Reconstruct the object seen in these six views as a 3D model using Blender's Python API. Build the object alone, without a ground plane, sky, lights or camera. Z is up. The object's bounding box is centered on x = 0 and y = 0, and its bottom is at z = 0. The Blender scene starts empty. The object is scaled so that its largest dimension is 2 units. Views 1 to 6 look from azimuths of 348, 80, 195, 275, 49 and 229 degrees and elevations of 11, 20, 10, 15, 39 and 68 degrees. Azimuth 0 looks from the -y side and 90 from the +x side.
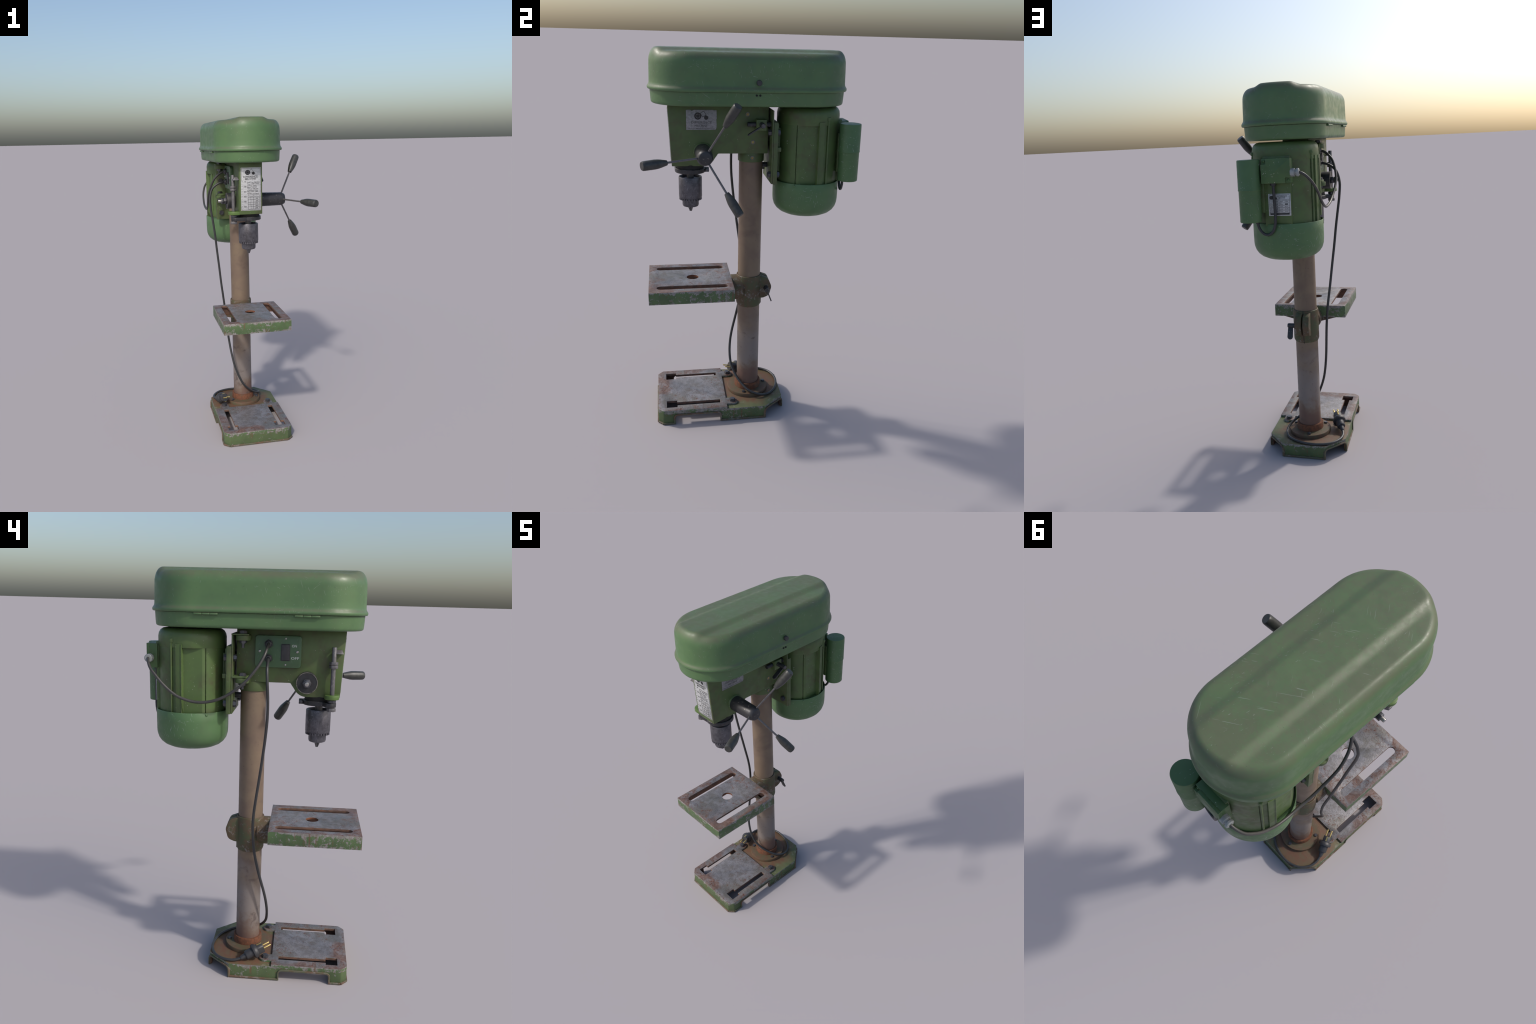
# Old green bench drill press: cast base, column, tilting table, head, belt cover, motor.
# Every part is built in world coordinates; x = left/right, -y = front (chuck side), z = up.
import bpy, bmesh, math, random
from mathutils import Vector, Matrix

random.seed(7)
CX = -0.080            # symmetry plane of the machine
COLY = 0.0085          # column axis y
PI = math.pi

# ---------------------------------------------------------------- node helpers
class NT:
    def __init__(s, name):
        s.mat = bpy.data.materials.new(name); s.mat.use_nodes = True
        s.t = s.mat.node_tree; s.t.nodes.clear()
        s.out = s.t.nodes.new('ShaderNodeOutputMaterial')
        s.b = s.t.nodes.new('ShaderNodeBsdfPrincipled')
        s.t.links.new(s.b.outputs[0], s.out.inputs[0])
        s.co = s.t.nodes.new('ShaderNodeTexCoord').outputs['Object']
        s.geo = s.t.nodes.new('ShaderNodeNewGeometry')
    def link(s, a, b):
        if hasattr(a, 'is_output'): s.t.links.new(a, b)
        else: b.default_value = a
    def mapping(s, scale=(1, 1, 1), rot=(0, 0, 0), loc=(0, 0, 0)):
        m = s.t.nodes.new('ShaderNodeMapping'); s.link(s.co, m.inputs[0])
        m.inputs['Scale'].default_value = scale; m.inputs['Rotation'].default_value = rot
        m.inputs['Location'].default_value = loc
        return m.outputs[0]
    def noise(s, scale, detail=4, rough=.55, dist=0., vec=None):
        n = s.t.nodes.new('ShaderNodeTexNoise'); s.link(vec or s.co, n.inputs['Vector'])
        n.inputs['Scale'].default_value = scale; n.inputs['Detail'].default_value = detail
        n.inputs['Roughness'].default_value = rough; n.inputs['Distortion'].default_value = dist
        return n.outputs['Fac']
    def voro(s, scale, feature='F1', vec=None, out='Distance', rand=1.):
        n = s.t.nodes.new('ShaderNodeTexVoronoi'); n.feature = feature
        s.link(vec or s.co, n.inputs['Vector']); n.inputs['Scale'].default_value = scale
        n.inputs['Randomness'].default_value = rand
        return n.outputs[out]
    def ramp(s, f, lo, hi, a=0., b=1.):
        n = s.t.nodes.new('ShaderNodeMapRange'); n.interpolation_type = 'SMOOTHSTEP'
        s.link(f, n.inputs[0])
        for i, v in enumerate((lo, hi, a, b)): n.inputs[i + 1].default_value = v
        return n.outputs[0]
    def math(s, op, a, b=0.):
        n = s.t.nodes.new('ShaderNodeMath'); n.operation = op; n.use_clamp = False
        s.link(a, n.inputs[0]); s.link(b, n.inputs[1]); return n.outputs[0]
    def mix(s, f, a, b):
        n = s.t.nodes.new('ShaderNodeMix'); n.data_type = 'RGBA'
        s.link(f, n.inputs[0])
        for v, i in ((a, 6), (b, 7)): s.link(v if hasattr(v, 'is_output') else (*v, 1), n.inputs[i])
        return n.outputs[2]
    def sep(s, v):
        n = s.t.nodes.new('ShaderNodeSeparateXYZ'); s.link(v, n.inputs[0]); return n.outputs
    def edge(s, radius):
        """0 on flats, rising to 1 where the rounded (bevel) normal leaves the face normal: edges"""
        b = s.t.nodes.new('ShaderNodeBevel'); b.samples = 4; b.inputs[0].default_value = radius
        d = s.t.nodes.new('ShaderNodeVectorMath'); d.operation = 'DOT_PRODUCT'
        s.link(b.outputs[0], d.inputs[0]); s.link(s.geo.outputs['True Normal'], d.inputs[1])
        return s.math('SUBTRACT', 1., d.outputs['Value'])
    def bump(s, h, strength=.2, dist=.002):
        n = s.t.nodes.new('ShaderNodeBump'); n.inputs['Strength'].default_value = strength
        n.inputs['Distance'].default_value = dist; s.link(h, n.inputs['Height'])
        s.link(n.outputs[0], s.b.inputs['Normal'])
    def set(s, col=None, rough=None, metal=None, spec=None):
        if col is not None: s.link(col if hasattr(col, 'is_output') else (*col, 1), s.b.inputs['Base Color'])
        if rough is not None: s.link(rough, s.b.inputs['Roughness'])
        if metal is not None: s.link(metal, s.b.inputs['Metallic'])
        if spec is not None: s.link(spec, s.b.inputs['Specular IOR Level'])
        return s.mat

def scratch(n, direction, length, width, thr, loc, gate):
    """isolated straight scratches running along one direction: noise drawn out very long that way"""
    d = Vector(direction).normalized()
    e = Vector((0, 0, 1)).rotation_difference(d).inverted().to_euler()
    r = n.mapping(rot=tuple(e), loc=loc)
    m = n.t.nodes.new('ShaderNodeMapping'); n.link(r, m.inputs[0]); m.inputs['Scale'].default_value = (width, width, length)
    line = n.ramp(n.noise(1., 1, .4, vec=m.outputs[0]), thr, thr + .03)
    g = n.ramp(n.noise(6., 2, .5, vec=n.mapping(loc=loc)), gate, gate + .06)
    dp = n.t.nodes.new('ShaderNodeVectorMath'); dp.operation = 'DOT_PRODUCT'
    n.link(n.geo.outputs['Normal'], dp.inputs[0]); dp.inputs[1].default_value = d
    flat = n.ramp(n.math('ABSOLUTE', dp.outputs['Value']), .25, .5, 1., 0.)     # only where it lies along the surface
    return n.math('MULTIPLY', n.math('MULTIPLY', line, g), flat)

def mat_paint(name, base, dark, dirt, dirt_amt=.5, scr=.5, rough=.48, top_dust=0., chips=.0, edgewear=.25):
    n = NT(name)
    c = n.mix(n.ramp(n.noise(9, 5, .6), .35, .7), base, dark)
    big = n.noise(4.5, 6, .65, .4); mid = n.noise(26, 5, .62, .3)
    d = n.math('ADD', n.math('MULTIPLY', big, .6), n.math('MULTIPLY', mid, .4))
    c = n.mix(n.ramp(d, .47, .66, 0., dirt_amt), c, dirt)
    if top_dust:
        up = n.ramp(n.sep(n.geo.outputs['Normal'])[2], .15, .60)
        pat = n.ramp(n.math('ADD', n.math('MULTIPLY', n.noise(6, 5, .65), .5), n.math('MULTIPLY', n.noise(55, 5, .72, .8), .5)), .40, .58, .50, 1.)
        c = n.mix(n.math('MULTIPLY', n.math('MULTIPLY', up, pat), top_dust), c, (.108, .098, .066))
    ew = n.ramp(n.math('MULTIPLY', n.edge(.006), n.ramp(n.noise(60, 4, .7), .42, .62)), .02, .22, 0., edgewear)
    c = n.mix(ew, c, (.22, .21, .145))
    speck = n.ramp(n.noise(150, 2, .5), .70, .76, 0., .45)
    c = n.mix(speck, c, (.045, .055, .04))
    if chips:
        ch = n.math('MULTIPLY', n.ramp(n.noise(120, 3, .6), .66, .70), n.ramp(n.noise(12, 3), .5, .62))
        c = n.mix(n.math('MULTIPLY', ch, chips), c, (.36, .38, .30))
    if scr:
        m = None
        for k, (d, ln) in enumerate((((.15, 1, .45), 7), ((-.1, 1, -.75), 11), ((.1, .35, 1), 9), ((.1, 1, -.22), 6), ((1, .1, .5), 8), ((1, -.1, -.8), 10), ((1, .7, 0), 10), ((1, -1.3, 0), 8), ((-.1, -.3, 1), 14))):
            q = scratch(n, d, ln, 300, .725, (k * 3.7, k * 1.3, k * 2.1), .53); m = q if m is None else n.math('MAXIMUM', m, q)
        c = n.mix(n.math('MULTIPLY', m, scr), c, (.33, .36, .33))
    r = n.ramp(n.noise(30, 4), .3, .7, rough - .07, rough + .1)
    n.bump(n.math('ADD', n.math('MULTIPLY', n.noise(220, 3), .4), n.noise(16, 3)), .12, .003)
    return n.set(c, r, 0., .45)

def chipped_green(n, zlo, zhi, base=(.084, .138, .056), dark=(.060, .098, .042), amount=0.):
    """thick green paint flaking to grey metal, most along the upper and lower edges, with rust specks and runs"""
    z = n.sep(n.co)[2]
    g = n.mix(n.ramp(n.noise(13, 4), .3, .7), base, dark)
    ed = n.math('ADD', n.ramp(z, zhi - .022, zhi, 0., .11), n.ramp(z, zlo, zlo + .014, .07, 0.))
    chip = n.math('ADD', n.math('MULTIPLY', n.noise(42, 7, .74, .6), .70), n.math('MULTIPLY', n.noise(9, 4, .6), .30))
    chip = n.math('ADD', n.math('ADD', chip, ed), amount)
    g = n.mix(n.ramp(chip, .535, .56, 0., .35), g, dark)
    g = n.mix(n.ramp(chip, .565, .595), g, n.mix(n.ramp(n.noise(60, 4), .4, .6), (.235, .222, .215), (.165, .150, .135)))
    spot = n.ramp(n.noise(85, 3, .6), .645, .69, 0., .9); g = n.mix(spot, g, (.125, .048, .027))
    drip = n.math('MULTIPLY', n.ramp(n.noise(1, 4, .6, vec=n.mapping((85, 85, 6))), .56, .66), n.ramp(n.noise(10, 3), .47, .60))
    g = n.mix(n.math('MULTIPLY', drip, .75), g, (.125, .062, .036))
    return g, chip

def mat_cast(name, cx, cy, hx, hy, zlo, zhi):
    """bare grey cast iron working face: rust specks, pits and a rusty rim; flaking green paint on the side walls"""
    n = NT(name); x, y, z = n.sep(n.co)
    grey = n.mix(n.ramp(n.noise(30, 6, .7), .36, .66), (.235, .227, .236), (.158, .149, .148))
    grey = n.mix(n.ramp(n.noise(8, 5, .62, .3), .46, .64, 0., .75), grey, (.150, .140, .122))
    ex = n.math('SUBTRACT', hx, n.math('ABSOLUTE', n.math('SUBTRACT', x, cx))); ey = n.math('SUBTRACT', hy, n.math('ABSOLUTE', n.math('SUBTRACT', y, cy)))
    e = n.math('ADD', n.math('MINIMUM', ex, ey), n.math('MULTIPLY', n.math('SUBTRACT', n.noise(7.5, 6, .70, .6), .5), .62))
    rim = n.ramp(e, -.02, .075, 1., 0.)
    grey = n.mix(n.ramp(n.noise(11, 6, .7, .5), .53, .66, 0., .5), grey, (.27, .265, .28))
    grey = n.mix(n.math('MULTIPLY', rim, .85), grey, n.mix(n.ramp(n.noise(50, 4, .65), .4, .6), (.150, .083, .060), (.100, .052, .037)))
    where = n.math('ADD', n.ramp(n.noise(9, 4, .6), .42, .60), n.math('MULTIPLY', rim, .5))
    rs = n.math('MULTIPLY', n.ramp(n.noise(85, 5, .70), .555, .60), where)
    grey = n.mix(n.math('MINIMUM', n.math('MULTIPLY', rs, .9), 1.), grey, (.098, .036, .021))
    pit = n.ramp(n.noise(190, 2, .5), .62, .67, 0., .8); grey = n.mix(pit, grey, (.050, .038, .034))
    green, chip = chipped_green(n, zlo, zhi, amount=.030)
    up = n.ramp(n.sep(n.geo.outputs['Normal'])[2], .45, .75)
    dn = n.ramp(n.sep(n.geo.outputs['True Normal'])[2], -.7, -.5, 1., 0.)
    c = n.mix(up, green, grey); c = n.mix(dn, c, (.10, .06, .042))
    m = n.math('MULTIPLY', up, n.ramp(n.math('ADD', rim, rs), 0., .8, .42, .05))
    n.bump(n.math('ADD', n.noise(130, 4), n.math('MULTIPLY', chip, .8)), .35, .0024)
    return n.set(c, n.ramp(n.noise(24, 4), .3, .7, .38, .58), m, .45)

def mat_base(name):
    """base casting: rust-brown round the column, green towards the rim, flaking side walls"""
    n = NT(name); x, y, z = n.sep(n.co)
    dx = n.math('SUBTRACT', x, CX - .03); dy = n.math('SUBTRACT', y, COLY)
    r = n.math('SQRT', n.math('ADD', n.math('MULTIPLY', dx, dx), n.math('MULTIPLY', dy, dy)))
    r = n.math('ADD', r, n.math('MULTIPLY', n.math('SUBTRACT', n.noise(11, 5, .65, .5), .5), .16))
    brown = n.mix(n.ramp(n.noise(28, 5, .65), .38, .64), (.112, .076, .044), (.125, .060, .036))
    grn = n.mix(n.ramp(n.noise(16, 5), .35, .65), (.100, .118, .056), (.082, .098, .046))
    grn = n.mix(n.ramp(n.noise(22, 6, .72, .5), .57, .64, 0., .6), grn, (.22, .21, .185))
    top = n.mix(n.ramp(r, .165, .235), brown, grn)
    top = n.mix(n.ramp(n.noise(80, 3, .6), .66, .70, 0., .7), top, (.13, .052, .028))
    side, chip = chipped_green(n, .0, .0735, (.088, .130, .054), (.070, .100, .045), .0)
    up = n.ramp(n.sep(n.geo.outputs['Normal'])[2], .45, .75)
    c = n.mix(up, side, top)
    n.bump(n.math('ADD', n.noise(110, 4), n.math('MULTIPLY', chip, .7)), .3, .002)
    return n.set(c, .60, 0., .35)

def mat_rustpaint(name, green, brown, bal=.5, grey=.6):
    """green paint worn to brown rust and grey metal"""
    n = NT(name)
    d = n.math('ADD', n.math('MULTIPLY', n.noise(8, 5, .62, .4), .6), n.math('MULTIPLY', n.noise(45, 5, .65), .4))
    c = n.mix(n.ramp(d, bal - .07, bal + .09), green, brown)
    g = n.ramp(n.math('ADD', n.math('MULTIPLY', n.noise(38, 7, .74, .6), .7), n.math('MULTIPLY', n.noise(8, 3), .3)), .535, .60, 0., grey)
    c = n.mix(g, c, (.20, .19, .175))
    sp = n.ramp(n.noise(95, 4, .6), .63, .69, 0., .7); c = n.mix(sp, c, (.14, .05, .025))
    n.bump(n.math('ADD', n.noise(110, 4), n.noise(30, 3)), .3, .002)
    return n.set(c, .62, 0., .35)

def mat_rust(name):
    n = NT(name)
    c = n.mix(n.ramp(n.noise(60, 5, .7), .35, .65), (.175, .066, .034), (.098, .045, .027))
    c = n.mix(n.ramp(n.noise(18, 4), .5, .7, 0., .6), c, (.105, .082, .056))
    n.bump(n.noise(120, 4), .4, .002)
    return n.set(c, .8, 0., .25)

def mat_slot(name):
    n = NT(name)
    return n.set(n.mix(n.ramp(n.noise(40, 5), .35, .65), (.175, .090, .058), (.10, .058, .042)), .8)

def mat_column(name):
    n = NT(name)
    z = n.sep(n.co)[2]
    c = n.mix(n.ramp(n.noise(6, 5, .6, .5), .35, .66), (.200, .148, .102), (.165, .118, .088))
    c = n.mix(n.ramp(n.noise(3.2, 5, .6, .6), .54, .70, 0., .6), c, (.105, .070, .058))
    # bare steel showing through below the table, rust stain at the foot (both ragged)
    zz = n.math('ADD', z, n.math('MULTIPLY', n.math('SUBTRACT', n.noise(7, 5, .62), .5), .55))
    steel = n.math('MULTIPLY', n.ramp(zz, .16, .32), n.ramp(zz, .32, .66, 1., 0.))
    c = n.mix(n.math('MULTIPLY', steel, .85), c, (.215, .190, .180))
    rust = n.ramp(zz, .13, .30, 1., 0.)
    c = n.mix(n.math('MULTIPLY', rust, .85), c, (.150, .088, .073))
    sm = n.math('MULTIPLY', n.ramp(n.noise(13, 5, .65, .8), .57, .70), n.ramp(zz, .45, .60, 1., .25))
    c = n.mix(n.math('MULTIPLY', sm, .75), c, (.085, .062, .058))
    pit = n.ramp(n.noise(170, 2, .5), .68, .73, 0., .6); c = n.mix(pit, c, (.06, .04, .035))
    n.bump(n.noise(90, 3), .12, .002)
    return n.set(c, n.ramp(n.noise(15, 4), .3, .7, .42, .58), .15, .4)

def mat_metal(name, col, dark, rough=.42, metal=.6, scr=.35, fleck=0.):
    n = NT(name)
    c = n.mix(n.ramp(n.noise(35, 5, .65), .35, .68), col, dark)
    if scr:
        v = n.voro(75, 'DISTANCE_TO_EDGE', vec=n.mapping((1, 1, .45), (.3, .2, .5)))
        s = n.math('MULTIPLY', n.ramp(v, .02, .07, 1., 0.), n.ramp(n.noise(40, 3), .48, .62))
        c = n.mix(n.math('MULTIPLY', s, scr), c, tuple(min(1, x * 2.6 + .03) for x in col))
    if fleck:
        f = n.math('MULTIPLY', n.ramp(n.noise(95, 3), .62, .68), n.ramp(n.noise(25, 2), .5, .6))
        e = n.ramp(n.math('MULTIPLY', n.edge(.004), n.ramp(n.noise(70, 3), .4, .6)), .03, .2)
        c = n.mix(n.math('MULTIPLY', n.math('MAXIMUM', f, e), fleck), c, (.40, .36, .30))
    n.bump(n.noise(150, 3), .12, .001)
    return n.set(c, rough, metal, .5)

def mat_plain(name, col, rough=.5, metal=0., var=.25, spec=.5):
    n = NT(name)
    c = n.mix(n.ramp(n.noise(45, 4, .6), .35, .65), col, tuple(x * (1 - var) for x in col))
    n.bump(n.noise(200, 2), .06, .001)
    return n.set(c, rough, metal, spec)

def mat_plate(name, col, worn):
    n = NT(name)
    v = n.noise(30, 5, .7, 1.5, vec=n.mapping((1, 1, 2.2), (.6, .3, .2)))
    c = n.mix(n.ramp(v, .38, .62), col, tuple(x * .78 for x in col))
    if worn:
        c = n.mix(n.ramp(n.noise(65, 5, .72, .8), .52, .64, 0., worn), c, (.13, .14, .135))
        c = n.mix(n.ramp(n.noise(48, 3, .5, .3), .70, .72, 0., worn), c, (.06, .09, .05))
    return n.set(c, .42, .25, .5)

def mat_cord(name, col):
    n = NT(name)
    c = n.mix(n.ramp(n.noise(20, 4, .6), .4, .65), col, tuple(x * .7 + .008 for x in col))
    return n.set(c, .42, 0., .45)

M = {}
GREEN, GREEN_D = (.083, .158, .064), (.072, .140, .060)
OLIVE, OLIVE_D = (.078, .120, .040), (.068, .098, .036)
DIRT = (.074, .064, .034)
def make_materials():
    M['cover'] = mat_paint('sheet_metal_green_paint', GREEN, GREEN_D, (.090, .125, .062), .35, .32, .44, top_dust=.62)
    M['cap'] = mat_paint('motor_cap_green_paint', (.080, .158, .063), (.070, .140, .058), (.085, .12, .06), .3, .6, .45)
    M['tin'] = mat_paint('capacitor_green_paint', (.076, .150, .058), (.068, .134, .054), (.075, .115, .06), .3, .6, .45)
    M['olive'] = mat_paint('olive_casting_paint', OLIVE, OLIVE_D, DIRT, .75, .0, .50, chips=.6, edgewear=.5)
    M['motor'] = mat_paint('motor_body_paint', (.078, .130, .040), (.068, .108, .038), DIRT, .70, .0, .46, chips=.8, edgewear=.4)
    M['box'] = mat_paint('terminal_box_paint', (.062, .132, .042), (.056, .116, .040), (.07, .09, .038), .35, .0, .45, chips=.9, edgewear=.7)
    M['switch'] = mat_paint('switch_plate_paint', (.060, .120, .056), (.052, .102, .048), (.07, .10, .06), .3, .25, .38)
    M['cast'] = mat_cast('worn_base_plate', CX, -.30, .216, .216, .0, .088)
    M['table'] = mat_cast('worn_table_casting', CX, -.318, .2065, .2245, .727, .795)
    M['basecast'] = mat_base('flaking_base_paint')
    M['collar'] = mat_rustpaint('rusty_green_collar_paint', (.070, .082, .040), (.098, .066, .040), .47, .75)
    M['rust'] = mat_rust('rusted_iron'); M['slot'] = mat_slot('dark_rusted_iron')
    M['column'] = mat_column('stained_steel_column')
    M['chuck'] = mat_metal('dark_chuck_steel', (.115, .112, .128), (.070, .068, .077), .40, .55, .22)
    M['rod'] = mat_metal('grey_steel', (.150, .145, .150), (.112, .106, .110), .45, .45, .2)
    M['bolt'] = mat_metal('bolt_steel', (.105, .108, .120), (.065, .063, .068), .38, .6, .2)
    M['dark'] = mat_metal('blackened_steel', (.042, .042, .046), (.030, .030, .033), .42, .30, .12, fleck=.5)
    M['dull'] = mat_metal('dull_black_steel', (.026, .027, .030), (.018, .018, .020), .52, .1, .1)
    M['rim'] = mat_metal('worn_bright_edge', (.26, .24, .21), (.04, .04, .04), .38, .5, 0)
    M['bright'] = mat_metal('polished_steel', (.42, .40, .38), (.26, .25, .24), .32, .8, .2)
    M['knob'] = mat_plain('black_handle_plastic', (.050, .051, .048), .42, 0., .35)
    M['plastic'] = mat_plain('black_plastic', (.040, .040, .044), .48, 0., .25)
    M['cable'] = mat_cord('rubber_cable', (.034, .035, .037))
    M['cable_l'] = mat_cord('dusty_rubber_cable', (.052, .050, .047))
    M['brass'] = mat_plain('brass', (.72, .56, .22), .30, .75, .2)
    M['oldbrass'] = mat_plain('old_brass', (.30, .24, .09), .45, .5, .3)
    M['gland'] = mat_plain('pale_plastic', (.31, .325, .32), .45, 0., .3)
    M['plate'] = mat_plate('aluminium_label', (.52, .53, .54), 0.)
    M['plate_w'] = mat_plate('worn_aluminium_label', (.27, .27, .285), .85)
    M['ink'] = mat_plain('black_print', (.012, .012, .013), .5, 0., .1)
    M['ink_w'] = mat_plain('faded_print', (.060, .060, .064), .5, 0., .4)
    M['white'] = mat_plain('white_print', (.55, .58, .54), .6, 0., .15)
    M['black'] = mat_plain('dark_interior', (.018, .017, .016), .8)

# ---------------------------------------------------------------- geometry helpers
def finish(name, bm, mat, parent=None, bevel=0., seg=2, smooth=38, bevel_angle=30):
    bmesh.ops.remove_doubles(bm, verts=bm.verts, dist=1e-6)
    bmesh.ops.recalc_face_normals(bm, faces=bm.faces)
    if bevel:
        es = [e for e in bm.edges if len(e.link_faces) == 2 and e.calc_face_angle() > math.radians(bevel_angle)]
        bmesh.ops.bevel(bm, geom=es, offset=bevel, segments=seg, profile=.5, affect='EDGES', clamp_overlap=True)
    lim = math.radians(smooth)
    for f in bm.faces: f.smooth = True
    for e in bm.edges: e.smooth = not (len(e.link_faces) != 2 or e.calc_face_angle() > lim)
    me = bpy.data.meshes.new(name); bm.to_mesh(me); bm.free()
    return obj_from(name, me, mat, parent)

def obj_from(name, me, mat, parent=None, matrix=None):
    if mat is not None:
        me.materials.clear(); me.materials.append(M[mat])
    o = bpy.data.objects.new(name, me); bpy.context.scene.collection.objects.link(o)
    if matrix is not None: o.matrix_world = matrix
    if parent is not None:
        o.parent = parent
    return o

def to3(p, axis, h):
    a, b = p
    return {'z': (a, b, h), 'x': (h, a, b), 'y': (a, h, b)}[axis]

def add_prism(bm, pts, axis, h0, h1):
    lo = [bm.verts.new(to3(p, axis, h0)) for p in pts]; hi = [bm.verts.new(to3(p, axis, h1)) for p in pts]
    bm.faces.new(lo); bm.faces.new(hi); k = len(pts)
    for i in range(k): bm.faces.new((lo[i], lo[(i + 1) % k], hi[(i + 1) % k], hi[i]))

def prism(name, pts, axis, h0, h1, mat, parent=None, bevel=0., **kw):
    bm = bmesh.new(); add_prism(bm, pts, axis, h0, h1)
    return finish(name, bm, mat, parent, bevel, **kw)

def rect(a0, a1, b0, b1): return [(a0, b0), (a1, b0), (a1, b1), (a0, b1)]

def add_box(bm, x0, x1, y0, y1, z0, z1): add_prism(bm, rect(x0, x1, y0, y1), 'z', z0, z1)

def box(name, x0, x1, y0, y1, z0, z1, mat, parent=None, bevel=0., **kw):
    return prism(name, rect(x0, x1, y0, y1), 'z', z0, z1, mat, parent, bevel, **kw)

def circle(c, r, n=32, a0=0., a1=2 * PI, end=False):
    m = n if not end else n - 1
    return [(c[0] + r * math.cos(a0 + (a1 - a0) * i / m), c[1] + r * math.sin(a0 + (a1 - a0) * i / m)) for i in range(n)]

def fillet(pts, rad, n=6):
    """round the corners of a 2D polygon; rad is one number or one per corner"""
    out = []; k = len(pts)
    for i, p in enumerate(pts):
        r = rad[i] if isinstance(rad, (list, tuple)) else rad
        p = Vector(p); a = Vector(pts[i - 1]) - p; b = Vector(pts[(i + 1) % k]) - p
        if r <= 0 or a.length < 1e-9 or b.length < 1e-9: out.append(tuple(p)); continue
        ang = a.angle(b); t = min(r / math.tan(ang / 2), a.length * .49, b.length * .49); r2 = t * math.tan(ang / 2)
        a.normalize(); b.normalize(); c = p + (a + b).normalized() * (r2 / math.sin(ang / 2))
        s, e = p + a * t - c, p + b * t - c
        d = s.angle_signed(e)  # clockwise positive in mathutils
        for j in range(n + 1):
            q = s.copy(); q.rotate(Matrix.Rotation(-d * j / n, 2)); out.append(tuple(c + q))
    return out

def axis_point(axis, c, r, a, h):
    u, v = r * math.cos(a), r * math.sin(a)
    return {'z': (c[0] + u, c[1] + v, h), 'x': (h, c[0] + u, c[1] + v), 'y': (c[0] + u, h, c[1] + v)}[axis]

def add_revolve(bm, prof, axis, c, seg=40, ring=False):
    """prof: (radius, height) along the axis; ends close on the axis or are capped"""
    rings = []
    for r, h in prof:
        if r < 1e-6: rings.append([bm.verts.new(axis_point(axis, c, 0, 0, h))])
        else: rings.append([bm.verts.new(axis_point(axis, c, r, 2 * PI * i / seg, h)) for i in range(seg)])
    for A, B in zip(rings, rings[1:] + (rings[:1] if ring else [])):
        for i in range(seg):
            j = (i + 1) % seg
            if len(A) == 1 and len(B) == 1: break
            if len(A) == 1: bm.faces.new((A[0], B[i], B[j]))
            elif len(B) == 1: bm.faces.new((A[i], A[j], B[0]))
            else: bm.faces.new((A[i], A[j], B[j], B[i]))
    for R in (rings[0], rings[-1]):
        if len(R) > 1 and not ring: bm.faces.new(R)

def revolve(name, prof, axis, c, mat, parent=None, seg=40, bevel=0., **kw):
    bm = bmesh.new(); add_revolve(bm, prof, axis, c, seg)
    return finish(name, bm, mat, parent, bevel, **kw)

def cyl(name, axis, c, r, h0, h1, mat, parent=None, seg=32, bevel=0.):
    return revolve(name, [(r, h0), (r, h1)], axis, c, mat, parent, seg, bevel)

def hexa(c, r, a0=0.): return circle(c, r, 6, a0, a0 + 2 * PI)

def frame_z(p, d, up=Vector((0, 0, 1))):
    z = Vector(d).normalized(); x = up.cross(z)
    if x.length < 1e-4: x = Vector((1, 0, 0))
    x.normalize(); y = z.cross(x)
    return Matrix(((x.x, y.x, z.x, p[0]), (x.y, y.y, z.y, p[1]), (x.z, y.z, z.z, p[2]), (0, 0, 0, 1)))

def boolean(o, cutters, op='DIFFERENCE'):
    for c in cutters:
        m = o.modifiers.new('b', 'BOOLEAN'); m.object = c; m.operation = op; m.solver = 'EXACT'
        m.material_mode = 'TRANSFER'
    dg = bpy.context.evaluated_depsgraph_get(); dg.update()
    me = bpy.data.meshes.new_from_object(o.evaluated_get(dg))
    old = o.data; o.modifiers.clear(); o.data = me; bpy.data.meshes.remove(old)
    for c in cutters:
        d = c.data; bpy.data.objects.remove(c); bpy.data.meshes.remove(d)

def edges_finish(o, bevel, seg=2, smooth=38, angle=30, keep=lambda e: True):
    bm = bmesh.new(); bm.from_mesh(o.data)
    bmesh.ops.remove_doubles(bm, verts=bm.verts, dist=1e-5)
    bmesh.ops.dissolve_limit(bm, angle_limit=math.radians(1), verts=bm.verts, edges=bm.edges)
    if bevel:
        es = [e for e in bm.edges if len(e.link_faces) == 2 and e.calc_face_angle() > math.radians(angle) and keep(e)]
        bmesh.ops.bevel(bm, geom=es, offset=bevel, segments=seg, profile=.5, affect='EDGES', clamp_overlap=True)
    for f in bm.faces: f.smooth = True
    for e in bm.edges: e.smooth = not (len(e.link_faces) != 2 or e.calc_face_angle() > math.radians(smooth))
    bm.to_mesh(o.data); bm.free()

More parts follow.
